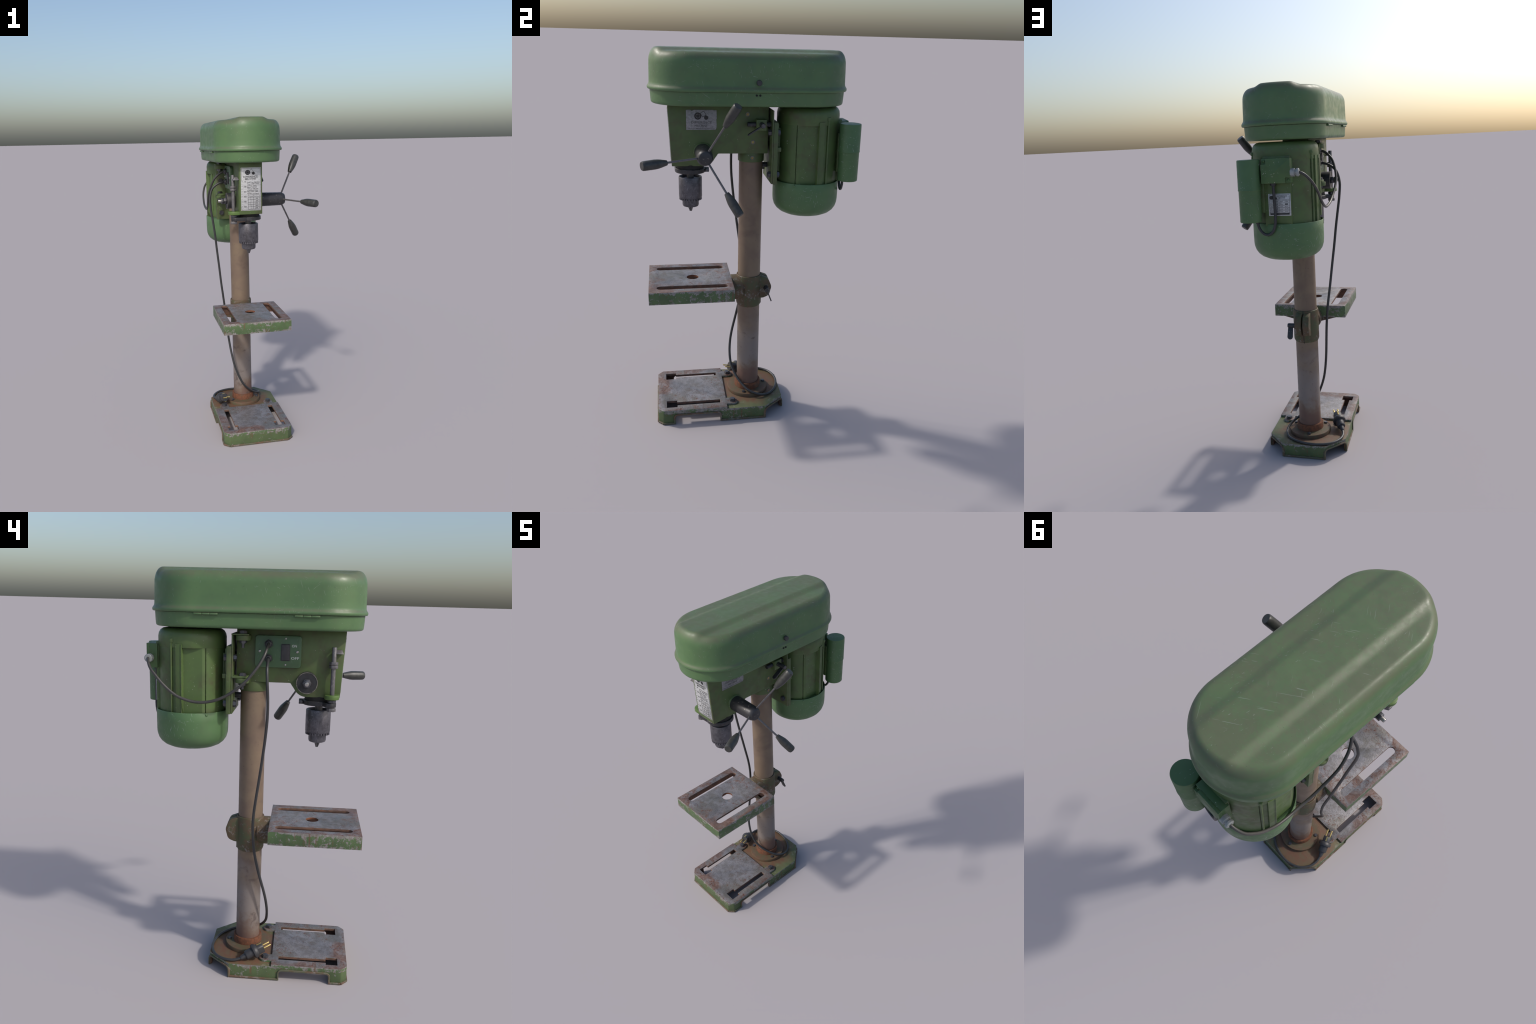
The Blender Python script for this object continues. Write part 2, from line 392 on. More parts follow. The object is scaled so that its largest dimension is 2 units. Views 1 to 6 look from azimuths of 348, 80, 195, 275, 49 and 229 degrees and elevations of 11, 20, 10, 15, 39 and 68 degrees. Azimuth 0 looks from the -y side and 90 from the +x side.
def catmull(pts, n=10):
    P = [Vector(p) for p in pts]; P = [P[0] * 2 - P[1]] + P + [P[-1] * 2 - P[-2]]; out = []
    for i in range(1, len(P) - 2):
        a, b, c, d = P[i - 1:i + 3]
        # centripetal
        t0 = 0; t1 = t0 + max((b - a).length, 1e-6) ** .5; t2 = t1 + max((c - b).length, 1e-6) ** .5; t3 = t2 + max((d - c).length, 1e-6) ** .5
        for k in range(n):
            t = t1 + (t2 - t1) * k / n
            A1 = a * ((t1 - t) / (t1 - t0)) + b * ((t - t0) / (t1 - t0)); A2 = b * ((t2 - t) / (t2 - t1)) + c * ((t - t1) / (t2 - t1)); A3 = c * ((t3 - t) / (t3 - t2)) + d * ((t - t2) / (t3 - t2))
            B1 = A1 * ((t2 - t) / (t2 - t0)) + A2 * ((t - t0) / (t2 - t0)); B2 = A2 * ((t3 - t) / (t3 - t1)) + A3 * ((t - t1) / (t3 - t1))
            out.append(B1 * ((t2 - t) / (t2 - t1)) + B2 * ((t - t1) / (t2 - t1)))
    out.append(P[-2]); return out

def tube(name, pts, r, mat, parent, seg=12, n=10):
    path = catmull(pts, n); bm = bmesh.new(); rings = []
    t = (path[1] - path[0]).normalized(); nrm = t.orthogonal().normalized()
    for i, p in enumerate(path):
        t = (path[min(i + 1, len(path) - 1)] - path[max(i - 1, 0)]).normalized()
        nrm = (nrm - t * nrm.dot(t)).normalized(); b = t.cross(nrm)
        rings.append([bm.verts.new(p + (nrm * math.cos(2 * PI * k / seg) + b * math.sin(2 * PI * k / seg)) * r) for k in range(seg)])
    for A, B in zip(rings, rings[1:]):
        for k in range(seg): bm.faces.new((A[k], A[(k + 1) % seg], B[(k + 1) % seg], B[k]))
    bm.faces.new(rings[0]); bm.faces.new(rings[-1])
    return finish(name, bm, mat, parent, 0, smooth=60)

# ---- printing on label plates: origin, right, up, normal give the sheet's own 2D frame
class Sheet:
    def __init__(s, name, o, right, up, parent, mat, lift=.0010):
        s.o, s.r, s.u = Vector(o), Vector(right).normalized(), Vector(up).normalized()
        s.n = s.r.cross(s.u).normalized(); s.lift = lift; s.bm = bmesh.new(); s.name, s.parent, s.mat = name, parent, mat
    def P(s, x, y, h=0.): return s.o + s.r * x + s.u * y + s.n * h
    def poly(s, pts):
        t = .0004
        lo = [s.bm.verts.new(s.P(*p, s.lift - t)) for p in pts]; hi = [s.bm.verts.new(s.P(*p, s.lift)) for p in pts]
        s.bm.faces.new(hi); s.bm.faces.new(lo[::-1]); k = len(pts)
        for i in range(k): s.bm.faces.new((lo[i], lo[(i + 1) % k], hi[(i + 1) % k], hi[i]))
    def line(s, a, b, w):
        a, b = Vector(a), Vector(b); d = (b - a).normalized(); m = Vector((-d.y, d.x)) * w / 2
        s.poly([tuple(a - m), tuple(b - m), tuple(b + m), tuple(a + m)])
    def disc(s, c, r, n=28): s.poly(circle(c, r, n))
    def ring(s, pts, w):
        for i in range(len(pts)): s.line(pts[i - 1], pts[i], w)
    def text(s, body, x0, x1, y0, y1, bold=.0):
        """write body so that it fills the rectangle (x1 None: keep letter proportions)"""
        cu = bpy.data.curves.new('t', 'FONT'); cu.body = body; cu.size = 1.; cu.offset = bold; cu.resolution_u = 2
        o = bpy.data.objects.new('t', cu); bpy.context.scene.collection.objects.link(o)
        dg = bpy.context.evaluated_depsgraph_get(); me = bpy.data.meshes.new_from_object(o.evaluated_get(dg))
        if len(me.vertices):
            xs = [v.co.x for v in me.vertices]; mx, Mx = min(xs), max(xs)
            sy = (y1 - y0) / .70; sx = sy * .95 if x1 is None else (x1 - x0) / (Mx - mx)
            vs = [s.bm.verts.new(s.P(x0 + (v.co.x - mx) * sx, y0 + v.co.y * sy, s.lift)) for v in me.vertices]
            for f in me.polygons:
                try: s.bm.faces.new([vs[i] for i in f.vertices])
                except ValueError: pass
        bpy.data.objects.remove(o); bpy.data.curves.remove(cu); bpy.data.meshes.remove(me)
    def logo(s, k, big, small, rb, rs, quad, dots=None):
        s.disc(big, rb); s.disc(small, rs)
        s.ring(quad, k)
    def done(s):
        me = bpy.data.meshes.new(s.name); s.bm.to_mesh(me); s.bm.free()
        o = obj_from(s.name, me, s.mat, s.parent); o['kind'] = 'stuff'; return o

def wheel_dots(sheet_name, frame, c, r, rad, mat, parent, lift):
    s = Sheet(sheet_name, frame.o, frame.r, frame.u, parent, mat, lift)
    for i in range(8): s.disc((c[0] + r * math.cos(i * PI / 4), c[1] + r * math.sin(i * PI / 4)), rad, 8)
    return s.done()

# ================================================================ build
make_materials()
root = bpy.data.objects.new('drill_press', None); bpy.context.scene.collection.objects.link(root)
root.location = (0., -.0015, 0.)
root['label'] = 'old green bench drill press with rusty cast iron table and base'
root['category'] = 'drill press'

# shared fasteners (local z = axis, seated at z = 0)
def fastener_mesh(name, r, h, dome=.2, hexagon=True):
    bm = bmesh.new()
    if hexagon:
        add_prism(bm, hexa((0, 0), r), 'z', 0, h)
        bmesh.ops.bevel(bm, geom=[e for e in bm.edges if all(abs(v.co.z - h) < 1e-6 for v in e.verts)], offset=r * .18, segments=2, affect='EDGES')
    else: add_revolve(bm, [(r, 0), (r, h * .45), (r * .8, h * .8), (r * .4, h), (0, h)], 'z', (0, 0), 16)
    for f in bm.faces: f.smooth = not hexagon
    me = bpy.data.meshes.new(name); bm.to_mesh(me); bm.free(); me.materials.append(M['bolt']); return me
BOLT = {'big': fastener_mesh('hex_bolt_head', .0175, .015), 'mid': fastener_mesh('hex_nut', .0185, .0135),
        'small': fastener_mesh('small_bolt_head', .0105, .009), 'screw': fastener_mesh('screw_head', .0065, .0045, hexagon=False),
        'cap': fastener_mesh('bolt_cap', .0165, .016)}
def bolt(kind, p, d, parent, name='bolt', spin=0., mat=None):
    o = bpy.data.objects.new(name, BOLT[kind]); bpy.context.scene.collection.objects.link(o)
    o.matrix_world = frame_z(p, d) @ Matrix.Rotation(spin, 4, 'Z'); o.parent = parent
    if mat:
        o.data = BOLT[kind].copy(); o.data.materials.clear(); o.data.materials.append(M[mat])
    return o

# ---------------------------------------------------------------- base casting
def build_base():
    X0, X1, Y0, Y1 = CX - .216, CX + .216, -.516, .195
    def outline(g):  # g: offset outward
        k = g * .41
        return [(X0 - g, -.487 - k), (X0 + .031 - k, Y0 - g), (X1 - .031 + k, Y0 - g), (X1 + g, -.487 - k),
                (X1 + g, .084 + k), (X1 - .098 + k, Y1 + g), (X0 + .098 - k, Y1 + g), (X0 - g, .084 + k)]
    ZR, ZF, YB = .0735, .0850, -.132
    base = prism('base', fillet(outline(0), [.012, .012, .012, .012, .008, .008, .008, .008], 4), 'z', 0, ZR, 'basecast', root)
    cut = prism('c', outline(-.011), 'z', -.02, ZR - .014, 'slot')
    cuts = [cut, prism('c', [(X0 + .011, YB - .014)] + outline(-.011)[:4] + [(X1 - .011, YB - .014)], 'z', -.02, .2, 'slot'), box('c', X0 - .1, X1 + .1, Y0 - .1, YB, .0715, .2, 'slot')]
    # arches in the side walls and both rear corners
    arch = fillet([(-.424, -.02), (-.172, -.02), (-.172, .053), (-.424, .053)], [0, 0, .016, .016])
    cuts.append(prism('c', arch, 'x', X0 - .05, X1 + .05, 'slot'))
    for s in (-1, 1):
        a = Vector((CX + s * .216, .084)); b = Vector((CX + s * .118, Y1)); d = (b - a).normalized(); nn = Vector((-d.y, d.x)) * (-s)
        q = [a + d * .003 + nn * .03, b - d * .003 + nn * .03, b - d * .003 - nn * .03, a + d * .003 - nn * .03]
        cuts.append(prism('c', [tuple(v) for v in q], 'z', -.02, .052, 'slot', bevel=.006))
    boolean(base, cuts); edges_finish(base, .0022, keep=lambda e: not any(.0705 < v.co.z < .0725 for v in e.verts))
    # raised bare working plate with two lugs and two T-slots
    def lug(x): return [(x + .029, YB)] + circle((x, -.098), .029, 13, 0, PI, True) + [(x - .029, YB)]
    front = [(X0, -.487), (X0 + .031, Y0), (X1 - .031, Y0), (X1, -.487)]
    pts = fillet([(X0, YB)] + front + [(X1, YB)], [0, .012, .012, .012, .012, 0], 4)
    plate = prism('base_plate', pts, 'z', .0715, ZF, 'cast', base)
    sl = []
    for xc in (CX - .149, CX + .150):
        t = [(xc - .033, -.470), (xc + .033, -.470), (xc + .033, -.411), (xc + .0155, -.411), (xc + .0155, -.168), (xc - .0155, -.168), (xc - .0155, -.411), (xc - .033, -.411)]
        sl.append(t)
    boolean(plate, [prism('c', t, 'z', .04, .2, 'slot') for t in sl])
    boolean(plate, [prism('c', [(x, y if y > YB + 1e-6 else YB - .02) for x, y in lug(xc)], 'z', ZR - .001, ZF, 'cast') for xc in (.073, -.230)], 'UNION')
    edges_finish(plate, .0018, keep=lambda e: all(v.co.z > .08 for v in e.verts))
    # rim lip along the lower edge, following the arches
    def lip(pa, pb, prof):
        """prof: (s, z) polyline along the wall from pa to pb; a small bar is run along it"""
        pa, pb = Vector(pa), Vector(pb); d = (pb - pa).normalized(); out = Vector((d.y, -d.x)); bm = bmesh.new()
        P = [Vector(p) for p in prof]; T = .0085; rows = []
        for i, p in enumerate(P):
            t1 = (P[i] - P[i - 1]).normalized() if i else (P[1] - P[0]).normalized()
            t2 = (P[i + 1] - P[i]).normalized() if i < len(P) - 1 else t1
            m = (t1 + t2).normalized(); nn = Vector((-m.y, m.x)) * (T / max(.5, m.dot(t1)))
            rows.append([bm.verts.new(Vector((pa.x + d.x * q.x + out.x * o, pa.y + d.y * q.x + out.y * o, q.y))) for q, o in ((p, -.004), (p, .0062), (p + nn * .75, .0062), (p + nn, .004), (p + nn, -.004))])
        for A, B in zip(rows, rows[1:]):
            for k in range(5): bm.faces.new((A[k], A[(k + 1) % 5], B[(k + 1) % 5], B[k]))
        bm.faces.new(rows[0]); bm.faces.new(rows[-1])
        return finish('rim_lip', bm, 'rust2', base)
    o = outline(0)
    def wall(i, arch=None):
        a, b = o[i], o[(i + 1) % 8]; L = (Vector(b) - Vector(a)).length
        if arch == 'side':
            s0, s1 = arch_s(a, b)
            pr = [(0, 0)] + [(s0, 0)] + [(s0 + .016 - .016 * math.cos(t), .037 + .016 * math.sin(t)) for t in (0, .4, .8, 1.2, PI / 2)] + [(s1 - .016 + .016 * math.sin(t), .037 + .016 * math.cos(t)) for t in (0, .4, .8, 1.2, PI / 2)] + [(s1, 0), (L, 0)]
        elif arch == 'corner':
            pr = [(0.001, 0), (.001, .035), (.006, .047), (.016, .052), (L - .016, .052), (L - .006, .047), (L - .001, .035), (L - .001, 0)]
        else: pr = [(0, 0), (L, 0)]
        lip(a, b, pr)
    def arch_s(a, b):
        f = lambda y: abs(y - a[1]); return min(f(-.424), f(-.172)), max(f(-.424), f(-.172))
    # outline order: left-front corner -> front -> right side -> rear (counter-clockwise)
    wall(0); wall(1); wall(2); wall(3, 'side'); wall(4, 'corner'); wall(5); wall(6, 'corner'); wall(7, 'side')
    # plate bolts
    bolt('big', (.073, -.097, ZF), (0, 0, 1), base, spin=.2); bolt('big', (-.230, -.097, ZF), (0, 0, 1), base, spin=.5)
    # column flange with three bolts and the rusty socket
    fl = revolve('column_flange', [(0, ZR - .004), (.118, ZR - .004), (.118, .090), (.1155, .0945), (.085, .098), (0, .098)], 'z', (CX, COLY), 'flange', root, 64)
    revolve('flange_socket', [(.0755, .090), (.0745, .128), (.0715, .133), (.060, .133)], 'z', (CX, COLY), 'rust', fl, 56)
    for a in (-20, 98, 214):
        p = (CX + .096 * math.cos(math.radians(a)), COLY + .096 * math.sin(math.radians(a)), .0965)
        bolt('small', p, (0, 0, 1), fl, spin=a)
    return base

def build_column():
    return revolve('column', [(.0622, .08), (.0622, 1.50)], 'z', (CX, COLY), 'column', root, 64)

# ---------------------------------------------------------------- work table
def build_table():
    x0, x1, y0, y1, z0, z1 = CX - .206, CX + .207, -.543, -.094, .727, .795
    t = box('work_table', x0, x1, y0, y1, z0, z1, 'table', root)
    cuts = []
    for a, b in ((x0 + .013, CX - .067), (CX - .057, CX + .057), (CX + .067, x1 - .013)):
        cuts.append(box('c', a, b, y0 + .013, y1 - .013, z0 - .05, z1 - .012, 'slot'))
    cuts.append(box('c', x0 + .02, x1 - .02, y0 + .0135, y1 - .0135, z0 - .05, .751, 'slot'))
    for xc in (CX - .139, CX + .141):
        pts = circle((xc, -.147), .0215, 9, 0, PI, True) + circle((xc, -.482), .0215, 9, PI, 2 * PI, True)
        cuts.append(prism('c', pts, 'z', .6, .9, 'slot'))
    cuts.append(prism('c', circle((CX, -.307), .0325, 32), 'z', .6, .9, 'rust'))
    boolean(t, cuts); edges_finish(t, .0018)
    # tapering rib under the table towards the arm
    bm = bmesh.new()
    A = [(CX - .16, .728), (CX + .16, .728), (CX + .05, .698), (CX - .05, .698)]
    va = [bm.verts.new((x, -.096, z)) for x, z in A]; vb = [bm.verts.new((x, -.116, z)) for x, z in A]
    bm.faces.new(va); bm.faces.new(vb)
    for i in range(4): bm.faces.new((va[i], va[(i + 1) % 4], vb[(i + 1) % 4], vb[i]))
    finish('table_rib', bm, 'collar', t, .002)
    # collar on the column
    c = revolve('table_collar', [(.0620, .802), (.0655, .806), (.0688, .804), (.0705, .797), (.0705, .640), (.0688, .632), (.0645, .624), (.0620, .624)], 'z', (CX, COLY), 'collar', root, 64)
    revolve('table_arm', [(.0, -.0945), (.069, -.0945), (.071, -.092), (.071, -.03), (0, -.03)], 'y', (CX, .727), 'collar', c, 48, bevel=0)
    lug = fillet([(.045, .797), (.080, .796), (.113, .784), (.133, .735), (.119, .682), (.088, .669), (.045, .665)], [0, .01, .03, .04, .03, .01, 0], 5)
    for a, b in ((CX + .004, CX + .040), (CX - .040, CX - .004)): prism('clamp_lug', lug, 'x', a, b, 'collar', c, .004)
    box('clamp_slit', CX - .0012, CX + .0012, .06, COLY + .0710, .622, .806, 'black', c)
    # locking lever
    s = revolve('clamp_screw', [(.0130, -.045), (.0130, -.003), (.0110, .003), (0, .003)], 'x', (.100, .731), 'dark', c, 24)
    paddle('clamp_lever', -.0280, .0025, (.100, .731), (.1275, .659), s, .0065)
    return t

def paddle(name, xa, xb, p, q, parent, th=.0055):
    """flat rounded handle, wide along x, running from p to q in the (y, z) plane"""
    p, q = Vector(p), Vector(q); d = (q - p); L = d.length; d.normalize(); n = Vector((-d.y, d.x)); w = (xb - xa) / 2; xm = (xa + xb) / 2
    pts = [(xa + .002, 0.), (xb - .002, 0.)] + [(xm + w * math.cos(a), L - w + w * math.sin(a)) for a in [PI * i / 8 for i in range(9)]]
    bm = bmesh.new()
    lo = []; hi = []
    for x, s in pts:
        c = p + d * s
        lo.append(bm.verts.new((x, c.x - n.x * th / 2, c.y - n.y * th / 2))); hi.append(bm.verts.new((x, c.x + n.x * th / 2, c.y + n.y * th / 2)))
    bm.faces.new(lo); bm.faces.new(hi); k = len(pts)
    for i in range(k): bm.faces.new((lo[i], lo[(i + 1) % k], hi[(i + 1) % k], hi[i]))
    return finish(name, bm, 'dark', parent, .001)

# ---------------------------------------------------------------- head
HXR, HXL = CX + .0695, CX - .0700     # right and left faces of the head
def build_head():
    arc = [( -.247 + .066 * math.cos(a), 1.4935 + .066 * math.sin(a)) for a in [math.radians(t) for t in range(-90, -18, 8)]]
    prof = [(-.4195, 1.744), (-.4035, 1.4275)] + arc + fillet([(-.176, 1.476), (-.172, 1.4910), (-.15, 1.4910)], [0, .010, 0], 5)[1:] + [(.086, 1.4910), (.086, 1.744)]
    h = prism('head_housing', prof, 'x', HXL, HXR, 'olive', root, .0035)
    revolve('head_collar', [(.0682, 1.444), (.0682, 1.495)], 'z', (CX, COLY), 'olive', h, 56, bevel=.003)
    # boss round the feed shaft, both sides
    revolve('shaft_boss', [(.050, HXR - .002), (.0485, HXR + .004), (.044, HXR + .008)], 'x', (-.247, 1.500), 'olive', h, 40)
    # brass grub screws
    for y, z, x in ((-.021, 1.688, HXR), (.008, 1.549, HXR), (.006, 1.468, CX + .0692)):
        g = revolve('screw_hole', [(.0105, x - .004), (.0105, x + .0012), (.0075, x + .0014), (.0068, x - .001), (0, x - .001)], 'x', (y, z), 'rod', h, 20)
        revolve('grub_screw', [(.0066, x - .003), (.0066, x + .0005), (0, x + .0008)], 'x', (y, z), 'oldbrass', g, 16)
    # belt tension lock: block, rod, screw and flat lever
    b = box('lock_block', HXR - .002, .034, .018, .070, 1.613, 1.667, 'olive', h, .002)
    cyl('lock_rod', 'y', (.012, 1.642), .0115, -.025, .085, 'dark', b, 24, .001)
    for i in range(4): cyl('rod_thread', 'y', (.012, 1.642), .0135, .073 + i * .006, .0765 + i * .006, 'dark', b, 20)
    s = revolve('lock_screw', [(.0125, .030), (.0125, .085), (.0105, .091), (0, .091)], 'x', (.044, 1.644), 'bolt', b, 24)
    paddle('lock_lever', .060, .0865, (.044, 1.644), (-.031, 1.5965), s, .006)
    # feed hub, rods and grips
    hub = revolve('feed_hub', [(.0435, HXR), (.0430, .02), (.0405, .144), (.038, .152), (.0315, .1655), (.029, .167), (0, .167)], 'x', (-.247, 1.500), 'dark', root, 48)
    rodm = None
    bm = bmesh.new(); add_revolve(bm, [(.0052, 0), (.0052, .20)], 'z', (0, 0), 16); tmp = finish('r', bm, 'rod'); rodm = tmp.data; bpy.data.objects.remove(tmp)
    bm = bmesh.new(); add_revolve(bm, [(.0085, 0), (.0125, .001), (.0135, .006), (.0190, .030), (.0222, .048), (.0232, .062), (.0228, .110), (.0222, .1225), (.0195, .1275), (0, .1285)], 'z', (0, 0), 32); tmp = finish('k', bm, 'knob'); knobm = tmp.data; bpy.data.objects.remove(tmp)
    for a in (61.5, 181.8, -58.4):
        a = math.radians(a); r = Vector((0, math.cos(a), math.sin(a)))
        p = Vector((.145, -.247, 1.500)) + r * .022; e = Vector((.2855, -.247, 1.500)) + r * .2965
        d = (e - p).normalized(); L = (e - p).length
        f = frame_z(p, d)
        o = obj_from('feed_rod', rodm, None, hub, f); 
        obj_from('grip', knobm, None, hub, frame_z(e - d * .1275, d))
    # return spring housing on the left
    sp = revolve('spring_housing', [(.0485, HXL), (.0490, -.199), (.0485, -.2005), (0, -.2005)], 'x', (-.247, 1.4995), 'dull', root, 48)
    bm = bmesh.new(); add_revolve(bm, [(.0465, -.1995), (.0496, -.1995), (.0496, -.2022), (.0465, -.2022)], 'x', (-.247, 1.4995), 48, True)
    finish('bright_rim', bm, 'rim', sp)
    prism('nut', hexa((-.247, 1.4995), .0215), 'x', -.2175, -.2015, 'bolt', sp, .002)
    prism('nut', hexa((-.247, 1.4995), .0185, .4), 'x', -.2350, -.2185, 'bolt', sp, .002)
    cyl('stud', 'x', (-.247, 1.4995), .0095, -.2535, -.2, 'bright', sp, 20, .0015)
    build_labels(h); build_switch(h)
    return h

def build_labels(h):
    # front scale plate (leans with the front face)
    top, bot = Vector((CX + .0005, -.4165, 1.7075)), Vector((CX + .0005, -.4040, 1.4510))
    up = (top - bot).normalized(); right = Vector((1, 0, 0)); n = right.cross(up); mid = (top + bot) / 2 + n * .0022
    W, H = .0610, (top - bot).length / 2
    def sheet(nm, mid, right, up, pts, mat, th=.0022):
        bm = bmesh.new(); nn = right.cross(up).normalized()
        lo = [bm.verts.new(mid + right * a + up * b - nn * th) for a, b in pts]; hi = [bm.verts.new(mid + right * a + up * b) for a, b in pts]
        bm.faces.new(lo); bm.faces.new(hi); k = len(pts)
        for i in range(k): bm.faces.new((lo[i], lo[(i + 1) % k], hi[(i + 1) % k], hi[i]))
        return finish(nm, bm, mat, h, .0003)
    pl = sheet('scale_plate', mid, right, up, rect(-W, W, -H, H), 'plate')
    s = Sheet('scale_print', mid, right, up, pl, 'ink', .0006)
    k = .000263
    X = lambda p: (p - 355) * k; Y = lambda p: (762 - p) * k
    s.logo(.0016, (X(278), Y(383)), (X(412), Y(402)), .0148, .0087, [(X(318), Y(346)), (X(372), Y(305)), (X(414), Y(372)), (X(356), Y(396))])
    s.text('DIFFERENCE', X(180), X(512), Y(502), Y(458), .012); s.text('MACHINE', X(222), X(468), Y(546), Y(510), .012)
    iw, ih = W - .004, H - .0045
    s.line((-iw, ih), (iw, ih), .0014); s.line((iw, ih), (iw, -ih), .0014); s.line((-iw, -ih), (iw, -ih), .0014)
    s.line((-iw, ih), (-iw, Y(572)), .0014); s.line((-iw, -ih), (-iw, Y(1157)), .0014)
    for i in range(6):
        y = Y(587 + 114 * i); s.line((-W + .003, y), (X(172), y), .0011)
        if i < 5: s.line((-W + .003, y - .0150), (X(157), y - .0150), .0009)
        t = str(i * 10); s.text(t, X(222 - 14 * len(t)), X(218 + 14 * len(t)), y - .0042, y + .0042, .01)
    for t, y, x1 in (('Drill Press Machine', 605, 550), ('Type: DPM 13/4.5', 643, 533), ('Drilling: 13mm', 682, 482), ('Motor: 0.50 kW', 716, 495), ('Voltage: 230 Volt', 752, 522), ('Frequency: 50Hz', 788, 512), ('Manf. Year: 1980', 818, 512), ('Spindle revolutions', 860, 545)):
        s.text(t, X(270), X(x1), Y(y + 10), Y(y - 12), .01)
    for y in (890, 945, 1002, 1057, 1112, 1160, 1215): s.line((X(285), Y(y)), (X(545), Y(y)), .0012)
    for x, y0 in ((285, 890), (350, 945), (412, 890), (545, 890)): s.line((X(x), Y(y0)), (X(x), Y(1215)), .0012)
    s.text('Type', X(300), X(395), Y(930), Y(912)); s.text('min/rev', X(424), X(530), Y(930), Y(912))
    for t, y in (('500', 973), ('870', 1030), ('1250', 1084), ('1850', 1136), ('2500', 1188)): s.text(t, X(465 if len(t) == 3 else 452), X(518), Y(y + 13), Y(y - 13), .01)
    s.done(); wheel_dots('wheel_spokes', s, (X(278), Y(383)), .0078, .0011, 'plate', pl, .0012)
    for sx in (-1, 1):
        for sy in (-1, 1):
            p = mid + right * (sx * (W - .0042)) + up * (sy * (H - .0047)); cyl2(p, n, .0022, .0012, 'oldbrass', pl, 'rivet')
    # worn badge on the right side: torn rim
    o = Vector((HXR + .0016, -.2522, 1.6602)); r = Vector((0, 1, 0)); u = Vector((0, 0, 1)); q = .0000953
    XX = lambda p: (p - 1132) * q; YY = lambda p: (775 - p) * q
    rim = [(335, 1290), (335, 262), (560, 258), (600, 300), (640, 325), (700, 285), (760, 262), (1740, 262), (1800, 285), (1915, 268), (1930, 700), (1905, 760), (1922, 1000), (1915, 1180), (1860, 1285), (1500, 1292)]
    bd = sheet('badge', o, r, u, [(XX(a), YY(b)) for a, b in rim], 'plate_w', .002)
    b = Sheet('badge_print', o, r, u, bd, 'ink', .0006)
    b.logo(.0022, (XX(942), YY(580)), (XX(1375), YY(660)), .0176, .0104, [(XX(1075), YY(440)), (XX(1255), YY(325)), (XX(1378), YY(520)), (XX(1190), YY(628))]); b.done()
    c = Sheet('badge_lettering', o, r, u, bd, 'ink_w', .0006)
    c.text('DIFFERENCE', XX(600), XX(1660), YY(968), YY(838), .0); c.text('MACHINE', XX(780), XX(1440), YY(1132), YY(1012), .0)
    c.text('Machine Manufactory Germany', XX(440), XX(1830), YY(1248), YY(1195)); c.done()
    wheel_dots('wheel_spokes', b, (XX(942), YY(580)), .0092, .0017, 'plate_w', bd, .0011)

def cyl2(p, d, r, h, mat, parent, name):
    bm = bmesh.new(); add_revolve(bm, [(r, 0), (r * .95, h * .6), (r * .6, h), (0, h)], 'z', (0, 0), 14)
    bm.transform(frame_z(p, d)); return finish(name, bm, mat, parent)

def build_switch(h):
    x = -.1690
    pts = fillet(rect(-.216, -.0015, 1.5625, 1.7085), .015, 6)
    sw = prism('switch_box', pts, 'x', x, HXL + .002, 'switch', h, .0035)
    for z in (1.6705, 1.6045):
        g = prism('cable_gland', hexa((-.064, z), .0205, .3), 'x', x - .009, x + .001, 'plastic', sw, .002)
        revolve('gland_cone', [(.0165, x - .008), (.0150, x - .013), (.0095, x - .017), (.008, x - .017)], 'x', (-.064, z), 'plastic', g, 24)
    box('switch_frame', x - .0025, x + .002, -.1635, -.1215, 1.5945, 1.6715, 'plastic', sw, .001)
    # rocker, tilted to one side
    pr = [(x - .002, 1.598), (x - .0085, 1.599), (x - .0060, 1.634), (x - .0110, 1.668), (x - .002, 1.669)]
    bm = bmesh.new(); add_prism(bm, pr, 'y', -.1605, -.1245); finish('rocker', bm, 'plastic', sw, .001)
    for y, z in ((-.0235, 1.6365), (-.1965, 1.6365)): bolt('screw', (x, y, z), (-1, 0, 0), sw, 'screw', mat='bright')
    for y, z in ((-.1425, 1.6955), (-.1435, 1.5762)): cyl2(Vector((x, y, z)), Vector((-1, 0, 0)), .0042, .002, 'bright', sw, 'rivet')
    s = Sheet('switch_lettering', (x, -.19, 1.63), (0, -1, 0), (0, 0, 1), sw, 'white', .0006)
    s.text('ON', -.0195, .0035, .0275, .0390, .012); s.text('OFF', -.0215, .0155, -.0280, -.0165, .012); s.done()

